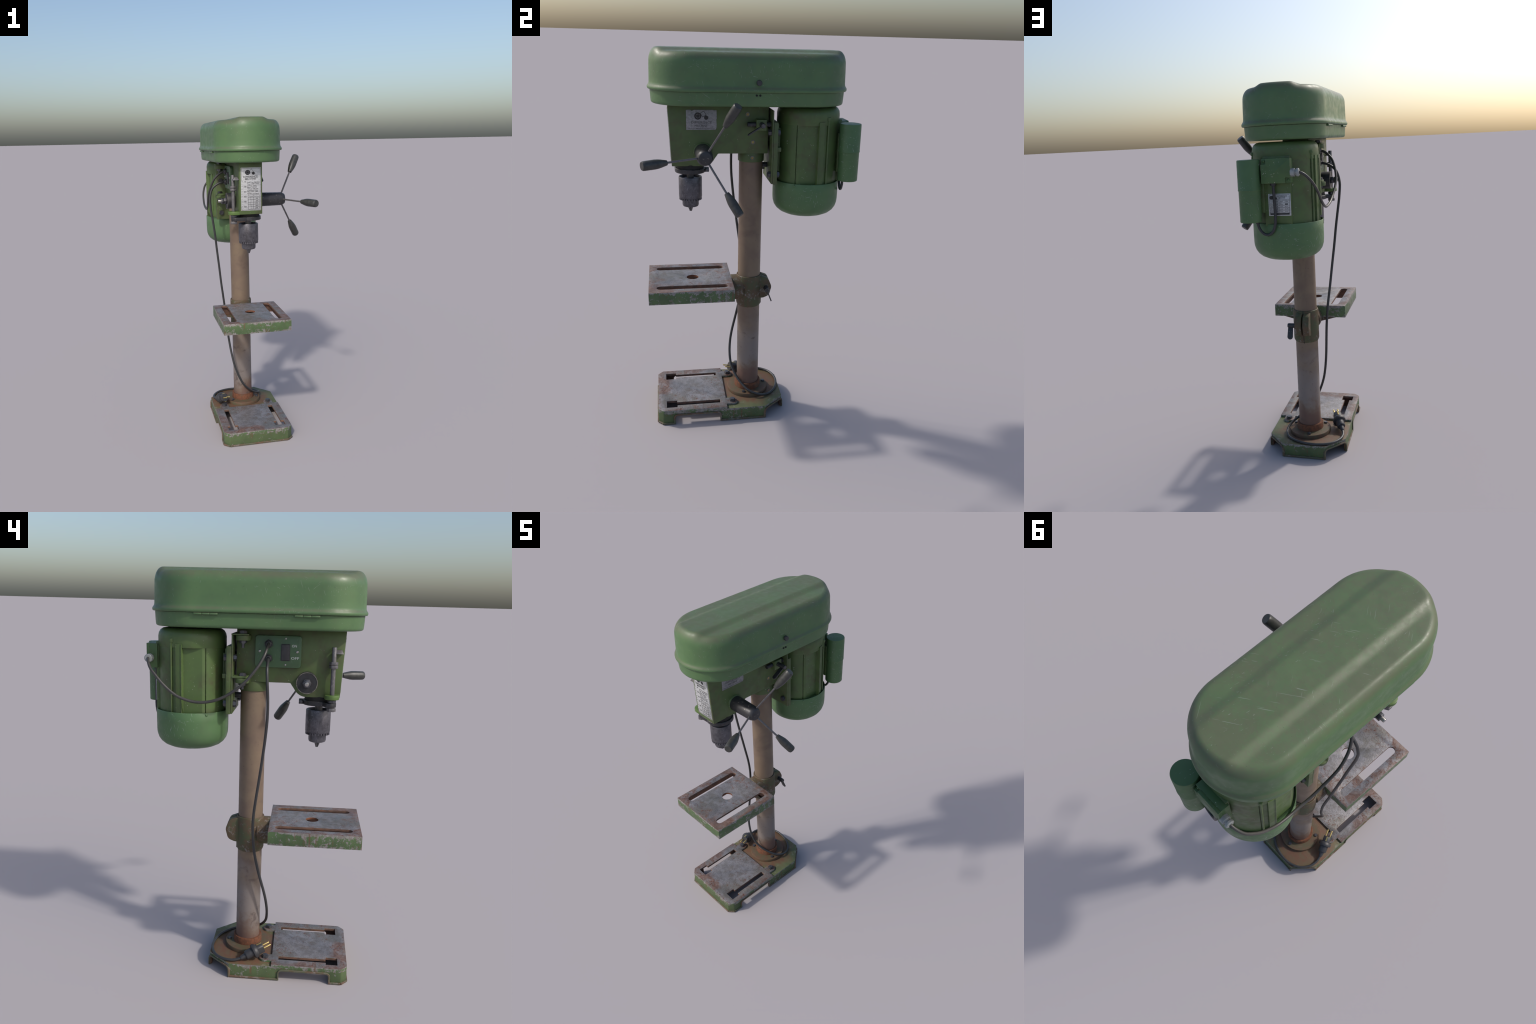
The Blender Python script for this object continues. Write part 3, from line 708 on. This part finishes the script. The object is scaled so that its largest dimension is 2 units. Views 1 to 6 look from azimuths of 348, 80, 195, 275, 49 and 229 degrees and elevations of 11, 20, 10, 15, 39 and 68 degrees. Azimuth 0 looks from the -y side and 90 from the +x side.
# ---------------------------------------------------------------- spindle, chuck, depth stop
def build_spindle():
    cy = -.309; c = (CX, cy)
    q = revolve('quill', [(.070, 1.405), (.070, 1.432)], 'z', c, 'black', root, 48)
    bm = bmesh.new(); add_revolve(bm, [(.0, 1.386), (.076, 1.386), (.0785, 1.389), (.0785, 1.406), (.076, 1.409), (0, 1.409)], 'z', c, 56)
    ring = finish('quill_clamp', bm, 'dark', q)
    arm = fillet([(CX - .02, cy - .075), (-.172, -.388), (-.199, -.368), (-.190, -.340), (-.150, -.322), (CX - .06, cy + .04)], [0, .022, .022, .02, .02, 0], 4)
    prism('clamp_arm', arm, 'z', 1.3870, 1.4080, 'dark', ring, .002)
    for d in (-1, 1): box('clamp_ear', CX + (.002 if d > 0 else -.014), CX + (.014 if d > 0 else -.002), -.245, -.212, 1.386, 1.409, 'dark', ring, .002)
    prism('clamp_bolt', hexa((-.2215, 1.3975), .0095), 'x', CX - .024, CX - .013, 'bolt', ring, .001)
    prism('clamp_bolt', hexa((-.2215, 1.3975), .0105), 'x', CX + .013, CX + .024, 'bolt', ring, .001)
    cyl('spindle', 'z', c, .0185, 1.345, 1.39, 'rod', q, 28)
    ch = revolve('chuck', [(.0, 1.351), (.045, 1.351), (.050, 1.353), (.0545, 1.3625), (.0585, 1.3625), (.0605, 1.358), (.0605, 1.256), (.057, 1.2495), (.046, 1.2475), (.0435, 1.2445), (.0430, 1.212), (.0400, 1.2045), (.030, 1.2005), (.020, 1.2005), (.018, 1.206), (0, 1.206)], 'z', c, 'chuck', root, 56)
    # key teeth: a notched ring
    n = 26; pts = []
    for i in range(n):
        for f, r in ((.05, .0592), (.55, .0592), (.62, .0530), (.98, .0530)):
            a = 2 * PI * (i + f) / n; pts.append((CX + r * math.cos(a), cy + r * math.sin(a)))
    prism('chuck_teeth', pts, 'z', 1.2405, 1.2515, 'chuck', ch)
    for i in range(3):
        a = 2 * PI * i / 3 + .5; r = Vector((math.cos(a), math.sin(a), 0)); t = Vector((-r.y, r.x, 0)); o = Vector((CX, cy, 0)); bm = bmesh.new()
        lo = [bm.verts.new(o + r * a1 + t * b1 + Vector((0, 0, 1.1745))) for a1, b1 in ((.0012, -.002), (.0055, -.004), (.0055, .004), (.0012, .002))]
        hi = [bm.verts.new(o + r * a1 + t * b1 + Vector((0, 0, 1.209))) for a1, b1 in ((.0012, -.004), (.0185, -.0065), (.0185, .0065), (.0012, .004))]
        bm.faces.new(lo); bm.faces.new(hi)
        for k in range(4): bm.faces.new((lo[k], lo[(k + 1) % 4], hi[(k + 1) % 4], hi[k]))
        finish('chuck_jaw', bm, 'rod', ch, .0008)
    # depth stop rod beside the head
    dc = (-.1795, -.3655)
    rod = cyl('depth_rod', 'z', dc, .0108, 1.375, 1.664, 'rod', root, 24, .0015)
    for z0, z1, r, m in ((1.5835, 1.598, .0210, 'rod'), (1.5685, 1.5825, .0210, 'rod'), (1.4095, 1.4225, .0205, 'bolt'), (1.369, 1.385, .0215, 'rod')):
        prism('nut', hexa(dc, r, .5), 'z', z0, z1, m, rod, .002)
    lugp = [(HXL + .003, -.400), (-.178, -.400)] + circle((-.178, -.3655), .0345, 11, 1.5 * PI, .5 * PI, True) + [(HXL + .003, -.331)]
    prism('rod_lug', fillet(lugp, 0), 'z', 1.4255, 1.4455, 'edge_green', rod, .0025)
    bm = bmesh.new()
    add_prism(bm, [(-.1870, 1.6345), (-.1470, 1.6345), (-.1600, 1.6525), (-.1740, 1.6525)], 'y', -.4085, -.3700)
    for v in bm.verts:
        if v.co.y < -.39 and v.co.z > 1.64: v.co.y += .008
    finish('depth_pointer', bm, 'rod', rod, .0008)

# ---------------------------------------------------------------- belt cover
COVER_R, COVER_X = .2030, -.0797
def stadium(d, n=44):
    R = COVER_R + d; CX = COVER_X; ya, yb = -.2990, .2795
    p = [(CX + R * math.cos(PI * i / n), yb + R * math.sin(PI * i / n)) for i in range(n + 1)]
    p += [(CX - R, yb + (ya - yb) * i / 20) for i in range(1, 20)]
    p += [(CX + R * math.cos(PI + PI * i / n), ya + R * math.sin(PI + PI * i / n)) for i in range(n + 1)]
    p += [(CX + R, ya + (yb - ya) * i / 20) for i in range(1, 20)]
    return p
def sstep(a, b, x):
    t = max(0., min(1., (x - a) / (b - a))); return t * t * (3 - 2 * t)
def add_loft(bm, prof, lift=lambda x, y, z: 0.):
    rings = [[bm.verts.new((x, y, z + lift(x, y, z))) for x, y in stadium(d)] for d, z in prof]
    for A, B in zip(rings, rings[1:]):
        for i in range(len(A)): j = (i + 1) % len(A); bm.faces.new((A[i], A[j], B[j], B[i]))
    bm.faces.new(rings[0]); bm.faces.new(rings[-1])
def build_cover():
    tray = [(-.022, 1.7375), (-.014, 1.7375), (-.008, 1.7400), (-.0045, 1.7450), (-.0035, 1.753), (-.0010, 1.795), (-.0005, 1.8035), (-.012, 1.8035)]
    bm = bmesh.new(); add_loft(bm, tray); t = finish('belt_tray', bm, 'cover', root, smooth=50)
    lid = [(-.010, 1.8050), (.0080, 1.8050), (.0100, 1.8065), (.0120, 1.8110), (.0122, 1.8155), (.0105, 1.8205), (.0065, 1.8260), (.0035, 1.8320), (.0022, 1.8400), (.0015, 1.870), (.0010, 1.9000), (.0000, 1.9300)]
    for i in range(1, 11):
        a = PI / 2 * i / 10; lid.append((-.0390 * (1 - math.cos(a)), 1.930 + .0560 * math.sin(a)))
    d = -.046
    while d > -.196: lid.append((d, 1.986 + .003 * min(1., (-d - .04) / .06))); d -= .0055
    def crown(x, y, z):
        """flat raised band along the middle that runs out over both rounded ends"""
        rise = (2.0 - max(z, 1.986)) * max(0., min(1., (z - 1.930) / .056))
        return rise * (1 - sstep(.066, .112, abs(x - COVER_X)))
    bm = bmesh.new(); add_loft(bm, lid, crown)
    lidob = finish('belt_cover', bm, 'cover', root, smooth=60)
    k = revolve('cover_knob', [(.0095, .118), (.0095, .1265), (.0130, .1275), (.0132, .1395), (.0118, .142), (0, .1425)], 'x', (.0125, 1.851), 'plastic', lidob, 24)
    for y in (.003, .0195):
        w = revolve('screw_hole', [(.0050, .1205), (.0050, .1250), (.0042, .1252), (.0038, .1235), (0, .1235)], 'x', (y, 1.7925), 'black', t, 14)
    for y0, y1 in ((.157, .264), (-.291, -.181)):
        L = (y1 - y0) / 3; first = None
        for i in range(3):
            c = cyl('hinge_knuckle' if first else 'hinge', 'y', (CX - .2075, 1.7990), .0052, y0 + i * L + (.0008 if i else 0), y0 + (i + 1) * L - .0008, 'cover', first or t, 14, .0006)
            first = first or c
    return lidob

# ---------------------------------------------------------------- motor
MX, MY = CX + .0005, .3065
def build_motor():
    R = .1620
    def rad(deg):
        a = abs(((deg + 90 + 180) % 360) - 180)          # angle away from -y (front), mirror symmetric
        if 57.2 < a < 58.8: return R - .006               # panel joint
        if 98.5 < a < 108.5: return R + .0045             # raised band
        if 108.5 <= a < 120: return R - .0035             # channel for the tie rod
        if 97.2 < a <= 98.5: return R + .0075             # rib
        if 58.8 <= a <= 97.2: return min(R, .1455 / math.sin(math.radians(a)))   # flat side panel
        return R
    angs = []; d = 0.
    while d < 360: angs.append(d); d += .75
    pts = [(MX + rad(a) * math.cos(math.radians(a)), MY + rad(a) * math.sin(math.radians(a))) for a in angs]
    b = prism('motor_body', pts, 'z', 1.30, 1.66, 'motor', root, smooth=25)
    revolve('motor_top', [(.156, 1.6435), (.1622, 1.6435), (.1630, 1.6450), (.1630, 1.690), (.1600, 1.7060), (.1520, 1.7190), (.1400, 1.7270), (.125, 1.7300), (0, 1.7305)], 'z', (MX, MY), 'motor', b, 96)
    revolve('motor_cap', [(.150, 1.330), (.1715, 1.330), (.1715, 1.3440), (.1735, 1.3460), (.1750, 1.3440), (.1753, 1.300), (.1750, 1.2480), (.1730, 1.2270), (.1665, 1.2060), (.1550, 1.1890), (.1385, 1.1750), (.1145, 1.1640), (.0800, 1.1570), (0, 1.1545)], 'z', (MX, MY), 'cap', root, 96)
    for a in (-32, -148, 90):
        p = Vector((MX + .1747 * math.cos(math.radians(a)), MY + .1747 * math.sin(math.radians(a)), 1.3365)); bolt('screw', p, (math.cos(math.radians(a)), math.sin(math.radians(a)), 0), b, 'screw', mat='cap')
    for a in (153, 27):
        c = (MX + .1630 * math.cos(math.radians(a)), MY + .1630 * math.sin(math.radians(a)))
        t = cyl('tie_rod', 'z', c, .0052, 1.34, 1.68, 'motor', b, 12); prism('tie_rod_nut', hexa(c, .0095), 'z', 1.668, 1.684, 'motor', t, .001)
    # flat pad at the rear carrying the terminal box and the rating plate
    box('rear_pad', CX - .061, CX + .070, .40, .4705, 1.335, 1.665, 'motor', b, .003)
    tb = box('terminal_box', -.151, -.011, .462, .500, 1.541, 1.655, 'box', b, .003)
    lid = [(-.151, 1.541), (-.151 + .030, 1.541 + 0), (-.011, 1.541), (-.011, 1.655 - .026), (-.011 - .026, 1.655 - .026), (-.011 - .026, 1.655), (-.151, 1.655)]
    lid = [(-.125, 1.541), (-.0105, 1.541), (-.0105, 1.630), (-.036, 1.630), (-.036, 1.6555), (-.1515, 1.6555), (-.1515, 1.567), (-.125, 1.567)]
    prism('terminal_lid', fillet(lid, [.004, .002, .004, .006, .004, .002, .004, .006], 3), 'y', .499, .514, 'box', tb, .002)
    for x, z in ((-.0235, 1.643), (-.138, 1.554)): bolt('screw', (x, .5, z), (0, 1, 0), tb, 'screw', mat='box')
    g = revolve('cable_gland', [(.0195, -.150), (.0195, -.1680), (.0185, -.1690), (.0135, -.1700), (.0135, -.1760), (.0190, -.1785), (.0190, -.1870), (.015, -.1905), (.008, -.1905)], 'x', (.4975, 1.5885), 'gland', tb, 28)
    revolve('cable_gland', [(.014, 1.530), (.014, 1.542)], 'z', (-.061, .489), 'plastic', tb, 20)
    # rating plate
    o = Vector((-.0835, .4728, 1.4380)); r = Vector((-1, 0, 0)); u = Vector((0, 0, 1)); W, H = .0540, .0520
    pl = box('rating_plate', o.x - W, o.x + W, .4700, .4728, o.z - H, o.z + H, 'plate', b, .0003)
    s = Sheet('rating_print', o, r, u, pl, 'ink', .0006); w, h = W - .006, H - .004
    s.line((-w, h), (w, h), .0014); s.line((w, h), (w, -h), .0014); s.line((-w, h), (-w, -h), .0014)
    s.disc((-.0385, .034), .0092); s.disc((-.0175, .030), .0052); s.ring([(-.034, .040), (-.026, .045), (-.018, .037), (-.027, .031)], .001)
    s.text('DIFFERENCE', -.009, .036, .037, .0445, .01); s.text('MACHINE', -.003, .027, .0290, .0355, .01)
    ys = [.0255, .0205, .0085, -.0025, -.0140, -.0255, -.0375]
    for y in ys: s.line((-w, y), (w, y), .0011)
    s.line((-.002, .0205), (-.002, -.0375), .001)
    for i, (a, bb, c, d) in enumerate((('Volt', '220', 'RPM', '1400'), ('Hz', '50', 'Phase', '1'), ('Amp', '2.9', 'kW', '0.37'), ('IP', '54', 'cos', '0.75'), ('Class', '130', 'Nr', '81207'))):
        y = ys[i + 1] - .0085
        s.text(a, -.044, -.032, y, y + .0055); s.text(bb, -.020, -.0075, y, y + .0055, .01); s.text(c, .003, .016, y, y + .0055); s.text(d, .026, .041, y, y + .0055)
    s.poly(rect(-.046, .046, -.0475, -.0395)); s.done()
    # capacitor tin
    cc = (.0520, .4995)
    cap = revolve('capacitor', [(0, 1.3610), (.0490, 1.3610), (.0520, 1.3640), (.0525, 1.5060), (.0528, 1.5090), (.0550, 1.5110), (.0552, 1.5150), (.0545, 1.5165), (.0545, 1.6480), (.0525, 1.6525), (.048, 1.6535), (0, 1.6535)], 'z', cc, 'tin', b, 48)
    box('capacitor_bracket', -.012, .030, .445, .472, 1.40, 1.60, 'motor', cap, .003)
    revolve('cable_gland', [(.010, 1.350), (.010, 1.362)], 'z', (.0255, .482), 'plastic', cap, 16)
    # mounting plates between head and motor
    hp = box('hinge_plate', -.211, .051, .0965, .1035, 1.3440, 1.7140, 'olive', root, .0015)
    mp = box('motor_plate', -.212, .052, .1045, .1265, 1.3420, 1.6570, 'olive', b, .002)
    box('motor_foot', -.180, .015, .125, .137, 1.375, 1.645, 'motor', mp, .004); box('motor_foot', -.13, -.03, .142, .19, 1.39, 1.62, 'motor', mp, .004)
    for x in (-.200, .014): box('motor_foot_tab', x, x + .026, .126, .146, 1.508, 1.530, 'motor', mp, .002)
    for x in (-.182, .021):
        for z in (1.603, 1.389):
            bolt('cap', (x, .0965, z), (0, -1, 0), hp, spin=.3); bolt('cap', (x, .1265, z), (0, 1, 0), mp, spin=.1)
    box('upper_flange', -.222, -.160, .024, .1035, 1.7080, 1.7140, 'olive', hp, .0015)
    lugp = lambda: [(HXL + .003, .086), (-.192, .086)] + circle((-.192, .052), .034, 11, .5 * PI, 1.5 * PI, True) + [(HXL + .003, .018)]
    prism('head_lug', lugp(), 'z', 1.6840, 1.7070, 'olive', hp, .002)
    low = [(-.215, .100), (-.215, .035), (-.195, .022), (-.165, .022), (-.152, .035), (-.152, .100)]
    prism('lower_flange', low, 'z', 1.5120, 1.5220, 'olive', hp, .0015)
    prism('head_lug', lugp(), 'z', 1.4900, 1.5110, 'olive', hp, .002)
    for p, d in (((-.194, .052, 1.7142), (0, 0, 1)), ((-.194, .052, 1.6838), (0, 0, -1)), ((-.194, .052, 1.5222), (0, 0, 1)), ((-.194, .052, 1.4898), (0, 0, -1))): bolt('mid', p, d, hp, 'nut', .3)
    cyl('hinge_pin', 'z', (-.194, .052), .0070, 1.650, 1.729, 'bolt', hp, 16, .001); cyl('hinge_pin', 'z', (-.194, .052), .0070, 1.460, 1.535, 'bolt', hp, 16, .001)
    cyl('stop_bolt', 'y', (CX - .01, 1.418), .0135, .060, .098, 'dark', hp, 20, .001)
    return b

# ---------------------------------------------------------------- cables and plug
def build_cables():
    a = [(-.160, -.064, 1.6705), (-.190, -.0645, 1.6695), (-.220, -.060, 1.652), (-.244, -.052, 1.625), (-.262, -.030, 1.582), (-.272, -.002, 1.543), (-.276, .031, 1.504), (-.274, .073, 1.468), (-.270, .117, 1.438), (-.267, .166, 1.415), (-.263, .220, 1.403), (-.263, .264, 1.403), (-.264, .306, 1.412), (-.264, .347, 1.428), (-.262, .383, 1.453), (-.259, .416, 1.483), (-.251, .446, 1.515), (-.236, .476, 1.549), (-.212, .492, 1.577), (-.190, .4975, 1.5885), (-.160, .4975, 1.5885)]
    a = [(x - .001 * sstep(.20, .25, -x) if x < -.2 else x, y, z) for x, y, z in a]
    tube('motor_cable', a, .0068, 'cable_l', root)
    b = [(-.160, -.064, 1.6045), (-.190, -.0645, 1.6040), (-.225, -.066, 1.594), (-.258, -.068, 1.565), (-.277, -.072, 1.503), (-.2735, -.076, 1.430), (-.262, -.076, 1.345), (-.251, -.070, 1.262), (-.240, -.059, 1.160), (-.227, -.045, 1.050), (-.213, -.028, .925), (-.203, -.019, .848), (-.195, -.016, .780), (-.189, -.019, .709), (-.184, -.026, .641), (-.177, -.043, .555), (-.1685, -.062, .480), (-.158, -.079, .413), (-.146, -.0895, .357), (-.122, -.0950, .287), (-.090, -.089, .224), (-.050, -.067, .176), (-.010, -.037, .140), (.022, -.003, .117), (.040, .035, .102), (.042, .075, .0895), (.022, .120, .0815), (-.022, .159, .0805), (-.090, .184, .0805), (-.165, .186, .0805), (-.232, .158, .0805), (-.270, .106, .0815), (-.278, .060, .085), (-.269, .021, .0945), (-.263, .008, .1005)]
    b = [(x - .003, y + .002, z) if .13 < z < 1.58 else (x, y, z) for x, y, z in b]
    p = tube('power_cable', b, .0070, 'cable', root, n=12)
    c = [(-.061, .489, 1.545), (-.062, .4895, 1.50), (-.064, .490, 1.44), (-.065, .4905, 1.39), (-.062, .4905, 1.345), (-.050, .489, 1.314), (-.028, .4865, 1.298), (-.004, .4845, 1.302), (.015, .4830, 1.322), (.024, .482, 1.345), (.0255, .482, 1.362)]
    tube('capacitor_cable', c, .0070, 'cable', root)
    # plug lying on the base
    e0 = Vector((-.270, .022, .0945)); d = Vector((.0640, -.1400, .0570)).normalized(); F = frame_z(e0, d)
    def part(prof, name, mat, parent, seg=28, flat=None):
        bm = bmesh.new(); add_revolve(bm, prof, 'z', (0, 0), seg)
        if flat:
            for v in bm.verts:
                if abs(v.co.x) > flat: v.co.x = math.copysign(flat, v.co.x)
        bm.transform(F); return finish(name, bm, mat, parent)
    body = part([(.009, -.004), (.0115, .002), (.0125, .012), (.0145, .024), (.0150, .026)], 'plug', 'plastic', root)
    part([(.0205, .025), (.0225, .027), (.0240, .030), (.0250, .064), (.021, .066)], 'plug_body', 'plastic', body, 12)
    part([(.022, .063), (.0355, .067), (.0370, .072), (.0370, .080), (.0300, .0905), (.027, .0910)], 'plug_flange', 'plastic', body)
    part([(.0275, .088), (.0270, .122), (.0255, .124), (0, .124)], 'plug_face', 'plastic', body, flat=.0215)
    for sx in (-1, 1):
        bm = bmesh.new(); add_revolve(bm, [(.0038, .120), (.0038, .160), (.0028, .163), (0, .1635)], 'z', (sx * .0125, 0), 12); bm.transform(F); finish('pin', bm, 'brass', body)
        bm = bmesh.new(); add_box(bm, -.0035, .0035, sx * .0272 - .0012, sx * .0272 + .0012, .096, .1225); bm.transform(F); finish('earth_contact', bm, 'brass', body)
    return p

# extra materials that refer to parts above
M['rust2'] = mat_rustpaint('rim_rust', (.092, .100, .062), (.110, .066, .042), .50, .6)
M['flange'] = mat_rustpaint('flange_paint', (.082, .074, .042), (.110, .062, .037), .46, .10)
M['edge_green'] = mat_paint('bright_green_paint', (.085, .150, .036), (.075, .130, .034), (.08, .10, .035), .3, 0, .45, chips=.9, edgewear=.7)

build_base(); build_column(); build_table(); build_head(); build_spindle(); build_cover(); build_motor(); build_cables()
bpy.context.view_layer.update()
